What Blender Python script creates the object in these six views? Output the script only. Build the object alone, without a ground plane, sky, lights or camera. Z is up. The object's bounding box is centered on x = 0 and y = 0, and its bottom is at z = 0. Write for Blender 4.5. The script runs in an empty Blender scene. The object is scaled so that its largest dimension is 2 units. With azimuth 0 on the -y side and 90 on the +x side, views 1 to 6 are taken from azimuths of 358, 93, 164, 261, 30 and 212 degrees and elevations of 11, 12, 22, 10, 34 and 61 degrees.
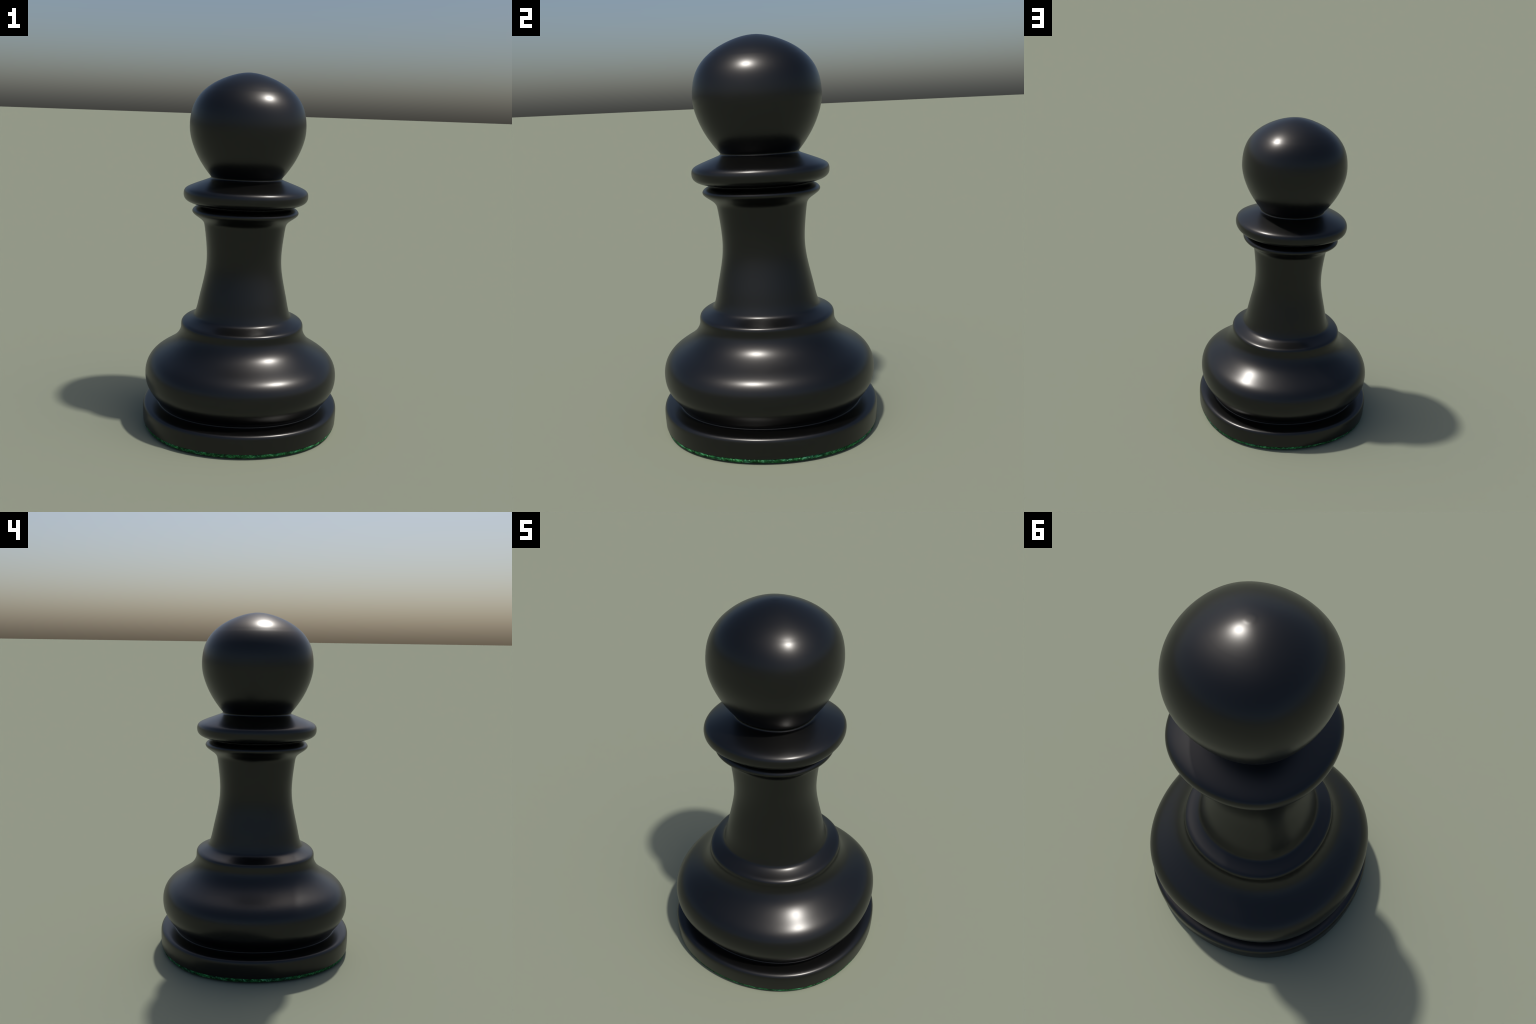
"""A turned, black-lacquered chess pawn standing on a green felt pad.

The whole pawn is one lathe profile (radius, height) swept round the z axis.
The profile is split into its turned members (foot, bulb, shoulder ring, stem,
lower collar, collar, head); neighbouring members share their border ring and
carry the normals of the unbroken surface, so no seam shows between them.
"""
import bpy
import math
import numpy as np

SEGMENTS = 192          # steps round the axis
STEPS = 12              # samples per profile span

# ---------------------------------------------------------------- profile
# Each member is a list of (radius, height) cage points, from the bottom up; the
# profile is the uniform cubic B-spline over the whole cage, so it bends without
# a kink, and points set close together make the tight coves and edges.
FOOT = [(0.5640, 0.0300), (0.5658, 0.0592), (0.5667, 0.0974), (0.5648, 0.1258), (0.5430, 0.1345),
        (0.5120, 0.1380), (0.4865, 0.1410), (0.4815, 0.1450)]
BULB = [(0.4840, 0.1540), (0.5062, 0.1822), (0.5474, 0.2392), (0.5560, 0.2937), (0.5505, 0.3485),
        (0.5183, 0.3982), (0.4548, 0.4348), (0.3920, 0.4795), (0.3622, 0.5243), (0.3527, 0.5538)]
RING = [(0.3526, 0.5748), (0.3521, 0.6002), (0.3238, 0.6109), (0.3006, 0.6209), (0.2779, 0.6338)]
STEM = [(0.2717, 0.6515), (0.2622, 0.6807), (0.2498, 0.7454), (0.2298, 0.8301), (0.2133, 0.9199),
        (0.2122, 1.0000), (0.2196, 1.0803), (0.2286, 1.1496)]
LOWER_COLLAR = [(0.2335, 1.1745), (0.2539, 1.1955), (0.2854, 1.2150), (0.3074, 1.2356), (0.2855, 1.2592),
                (0.2580, 1.2662)]
COLLAR = [(0.2518, 1.2690), (0.2518, 1.2735), (0.2620, 1.2768), (0.3025, 1.2808), (0.3417, 1.2987), (0.3516, 1.3254),
          (0.3484, 1.3576), (0.3248, 1.3729), (0.2608, 1.3974), (0.2118, 1.4158), (0.2000, 1.4214)]
HEAD = [(0.1994, 1.4310), (0.2099, 1.4413), (0.2360, 1.4752), (0.2796, 1.5415), (0.3210, 1.6470), (0.3246, 1.7310),
        (0.3070, 1.8300), (0.2420, 1.9120), (0.1480, 1.9690), (0.0000, 2.0156)]
MEMBERS = [("foot", FOOT), ("bulb", BULB), ("shoulder_ring", RING), ("stem", STEM),
           ("lower_collar", LOWER_COLLAR), ("collar", COLLAR), ("head", HEAD)]

FELT = [(0.0000, 0.0000), (0.5000, 0.0000), (0.5350, 0.0016), (0.5490, 0.0045), (0.5555, 0.0085),
        (0.5600, 0.0170), (0.5626, 0.0294), (0.5480, 0.0297)]


def b_spline(cage, steps):
    """Uniform cubic B-spline over the cage. It starts at the first point and, mirrored over
    the axis, ends in a level crown at radius 0. Cage point k answers to row k * steps."""
    p = np.array(cage, float)
    q = np.vstack([2 * p[0] - p[1], p, p[-2] * (-1, 1)])
    rows = []
    for i in range(len(p) - 1):
        a, b, c, d = q[i:i + 4]
        n = steps if i < len(p) - 2 else 6 * steps      # finer towards the crown
        t = np.arange(n)[:, None] / n
        rows.append(((1 - t) ** 3 * a + (3 * t ** 3 - 6 * t ** 2 + 4) * b + (-3 * t ** 3 + 3 * t ** 2 + 3 * t + 1) * c + t ** 3 * d) / 6)
    rows.append((p[-2:-1] + 4 * p[-1:] + p[-2:-1] * (-1, 1)) / 6)
    return np.vstack(rows)


def profile_normals(curve):
    d = np.gradient(curve, axis=0)
    n = np.stack([d[:, 1], -d[:, 0]], 1)
    return n / np.linalg.norm(n, axis=1, keepdims=True)


def cross_section():
    """The plan of the pawn is not a true circle: it is the uniform cubic B-spline round a square cage,
    2.9 % fuller towards the diagonals than along the axes. Returns points and tangents, axis radius 1."""
    cage = np.array([(1, 1), (-1, 1), (-1, -1), (1, -1)], float) / (11 / 12)
    u = np.arange(SEGMENTS) * 4 / SEGMENTS
    k = np.floor(u).astype(int)
    t = u - k
    weight = [(1 - t) ** 3 / 6, (3 * t ** 3 - 6 * t ** 2 + 4) / 6, (-3 * t ** 3 + 3 * t ** 2 + 3 * t + 1) / 6, t ** 3 / 6]
    slope = [-(1 - t) ** 2 / 2, (3 * t ** 2 - 4 * t) / 2, (-3 * t ** 2 + 2 * t + 1) / 2, t ** 2 / 2]
    point = sum(w[:, None] * cage[(k - 1 + i) % 4] for i, w in enumerate(weight))
    tangent = sum(w[:, None] * cage[(k - 1 + i) % 4] for i, w in enumerate(slope))
    return point, tangent


def lathe_mesh(name, curve, normals, material):
    """Sweep rows of (r, z) round the axis; a row with r = 0 becomes a single pole vertex."""
    c, d = cross_section()
    verts, norms, rows, faces = [], [], [], []
    for (r, z), (nr, nz) in zip(curve, normals):
        if r < 1e-6:
            rows.append([len(verts)] * SEGMENTS)
            verts.append((0.0, 0.0, z))
            norms.append((0.0, 0.0, 1.0 if nz > 0 else -1.0))
        else:
            rows.append(list(range(len(verts), len(verts) + SEGMENTS)))
            verts.extend(zip(r * c[:, 0], r * c[:, 1], np.full(SEGMENTS, z)))
            n = np.stack([nr * d[:, 1], -nr * d[:, 0], nz * (c[:, 0] * d[:, 1] - c[:, 1] * d[:, 0])], 1)
            norms.extend(n / np.linalg.norm(n, axis=1, keepdims=True))
    for low, high in zip(rows, rows[1:]):
        for i in range(SEGMENTS):
            j = (i + 1) % SEGMENTS
            if low[0] == low[1]:
                faces.append((low[i], high[j], high[i]))
            elif high[0] == high[1]:
                faces.append((low[i], low[j], high[i]))
            else:
                faces.append((low[i], low[j], high[j], high[i]))
    mesh = bpy.data.meshes.new(name)
    mesh.from_pydata([tuple(map(float, v)) for v in verts], [], faces)
    mesh.polygons.foreach_set("use_smooth", [True] * len(mesh.polygons))
    mesh.update()
    mesh.normals_split_custom_set_from_vertices([tuple(map(float, v)) for v in norms])
    mesh.materials.append(material)
    return mesh


# ---------------------------------------------------------------- materials
def node(tree, kind, **values):
    n = tree.nodes.new(kind)
    for key, value in values.items():
        if key in n.inputs:
            n.inputs[key].default_value = value
        else:
            setattr(n, key, value)
    return n


def black_lacquer():
    """Ebonised wood under a satin lacquer: near black, with a very faint unevenness in the gloss."""
    m = bpy.data.materials.new("black_lacquer")
    m.use_nodes = True
    t = m.node_tree
    b = t.nodes["Principled BSDF"]
    b.inputs["Base Color"].default_value = (0.0012, 0.0012, 0.0012, 1)
    b.inputs["Roughness"].default_value = 0.30
    b.inputs["IOR"].default_value = 1.5
    return m


def green_felt():
    m = bpy.data.materials.new("green_felt")
    m.use_nodes = True
    t = m.node_tree
    b = t.nodes["Principled BSDF"]
    b.inputs["Roughness"].default_value = 0.95
    b.inputs["Specular IOR Level"].default_value = 0.15
    co = node(t, "ShaderNodeTexCoord")
    tufts = node(t, "ShaderNodeTexNoise", Scale=48.0, Detail=4.0, Roughness=0.62, Distortion=1.0)
    ramp = node(t, "ShaderNodeValToRGB")
    e = ramp.color_ramp.elements
    e[0].position, e[0].color = 0.38, (0.006, 0.030, 0.010, 1)
    e[1].position, e[1].color = 0.74, (0.150, 0.520, 0.230, 1)
    mid = e.new(0.55)
    mid.color = (0.018, 0.165, 0.042, 1)
    hue = node(t, "ShaderNodeTexNoise", Scale=16.0, Detail=2.0)
    tint = node(t, "ShaderNodeMix", data_type="RGBA", blend_type="MULTIPLY")
    tint.inputs["B"].default_value = (1.2, 0.95, 1.6, 1)
    shift = node(t, "ShaderNodeMapRange")
    shift.inputs["From Min"].default_value = 0.5
    shift.inputs["From Max"].default_value = 0.7
    bump = node(t, "ShaderNodeBump", Strength=0.5, Distance=0.004)
    # bright stray fibre ends and dark matted hollows
    fibres = node(t, "ShaderNodeTexNoise", Scale=120.0, Detail=2.0, Roughness=0.5)
    ends = node(t, "ShaderNodeMapRange")
    ends.inputs["From Min"].default_value = 0.60
    ends.inputs["From Max"].default_value = 0.74
    ends.inputs["To Max"].default_value = 0.65
    pale = node(t, "ShaderNodeMix", data_type="RGBA")
    pale.inputs["B"].default_value = (0.280, 0.620, 0.330, 1)
    patches = node(t, "ShaderNodeTexNoise", Scale=26.0, Detail=2.0, Roughness=0.5)
    hollow = node(t, "ShaderNodeMapRange")
    hollow.inputs["From Min"].default_value = 0.38
    hollow.inputs["From Max"].default_value = 0.58
    hollow.inputs["To Min"].default_value = 0.45
    hollow.inputs["To Max"].default_value = 1.25
    shade = node(t, "ShaderNodeMix", data_type="RGBA", blend_type="MULTIPLY")
    shade.inputs["Factor"].default_value = 1.0
    for texture in (fibres, patches):
        t.links.new(co.outputs["Object"], texture.inputs["Vector"])
    t.links.new(fibres.outputs["Fac"], ends.inputs["Value"])
    t.links.new(ends.outputs["Result"], pale.inputs["Factor"])
    t.links.new(tint.outputs["Result"], pale.inputs["A"])
    t.links.new(patches.outputs["Fac"], hollow.inputs["Value"])
    t.links.new(pale.outputs["Result"], shade.inputs["A"])
    t.links.new(hollow.outputs["Result"], shade.inputs["B"])
    t.links.new(co.outputs["Object"], tufts.inputs["Vector"])
    t.links.new(co.outputs["Object"], hue.inputs["Vector"])
    t.links.new(tufts.outputs["Fac"], ramp.inputs["Fac"])
    t.links.new(hue.outputs["Fac"], shift.inputs["Value"])
    t.links.new(shift.outputs["Result"], tint.inputs["Factor"])
    t.links.new(ramp.outputs["Color"], tint.inputs["A"])
    t.links.new(shade.outputs["Result"], b.inputs["Base Color"])
    t.links.new(tufts.outputs["Fac"], bump.inputs["Height"])
    t.links.new(bump.outputs["Normal"], b.inputs["Normal"])
    return m


# ---------------------------------------------------------------- build
def build():
    scene = bpy.context.scene
    pawn = bpy.data.objects.new("chess_pawn", None)
    pawn["label"] = "glossy black turned chess pawn with green felt base"
    pawn["category"] = "chess piece"
    scene.collection.objects.link(pawn)

    def add(name, mesh):
        o = bpy.data.objects.new(name, mesh)
        o.parent = pawn
        scene.collection.objects.link(o)

    lacquer, felt = black_lacquer(), green_felt()

    points, starts = [], []
    for _, member in MEMBERS:
        starts.append(len(points))
        points += member
    curve = b_spline(points, STEPS)
    # slight step modelled round the crown to draw the highlight's stray streak
    crown = curve[:, 1] > 1.9
    curve[crown, 1] += 0.0005 / (1 + np.exp((curve[crown, 0] - 0.022) / 0.0030))
    curve[crown, 1] -= max(0.0, curve[-1, 1] - 2.0)
    normals = profile_normals(curve)
    normals[-1] = (0, 1)
    bounds = [s * STEPS for s in starts] + [len(curve) - 1]
    for (name, _), a, b in zip(MEMBERS, bounds, bounds[1:]):
        add(name, lathe_mesh(name, curve[a:b + 1], normals[a:b + 1], lacquer))

    pad = np.array(FELT)
    add("felt_pad", lathe_mesh("felt_pad", pad, profile_normals(pad), felt))


build()
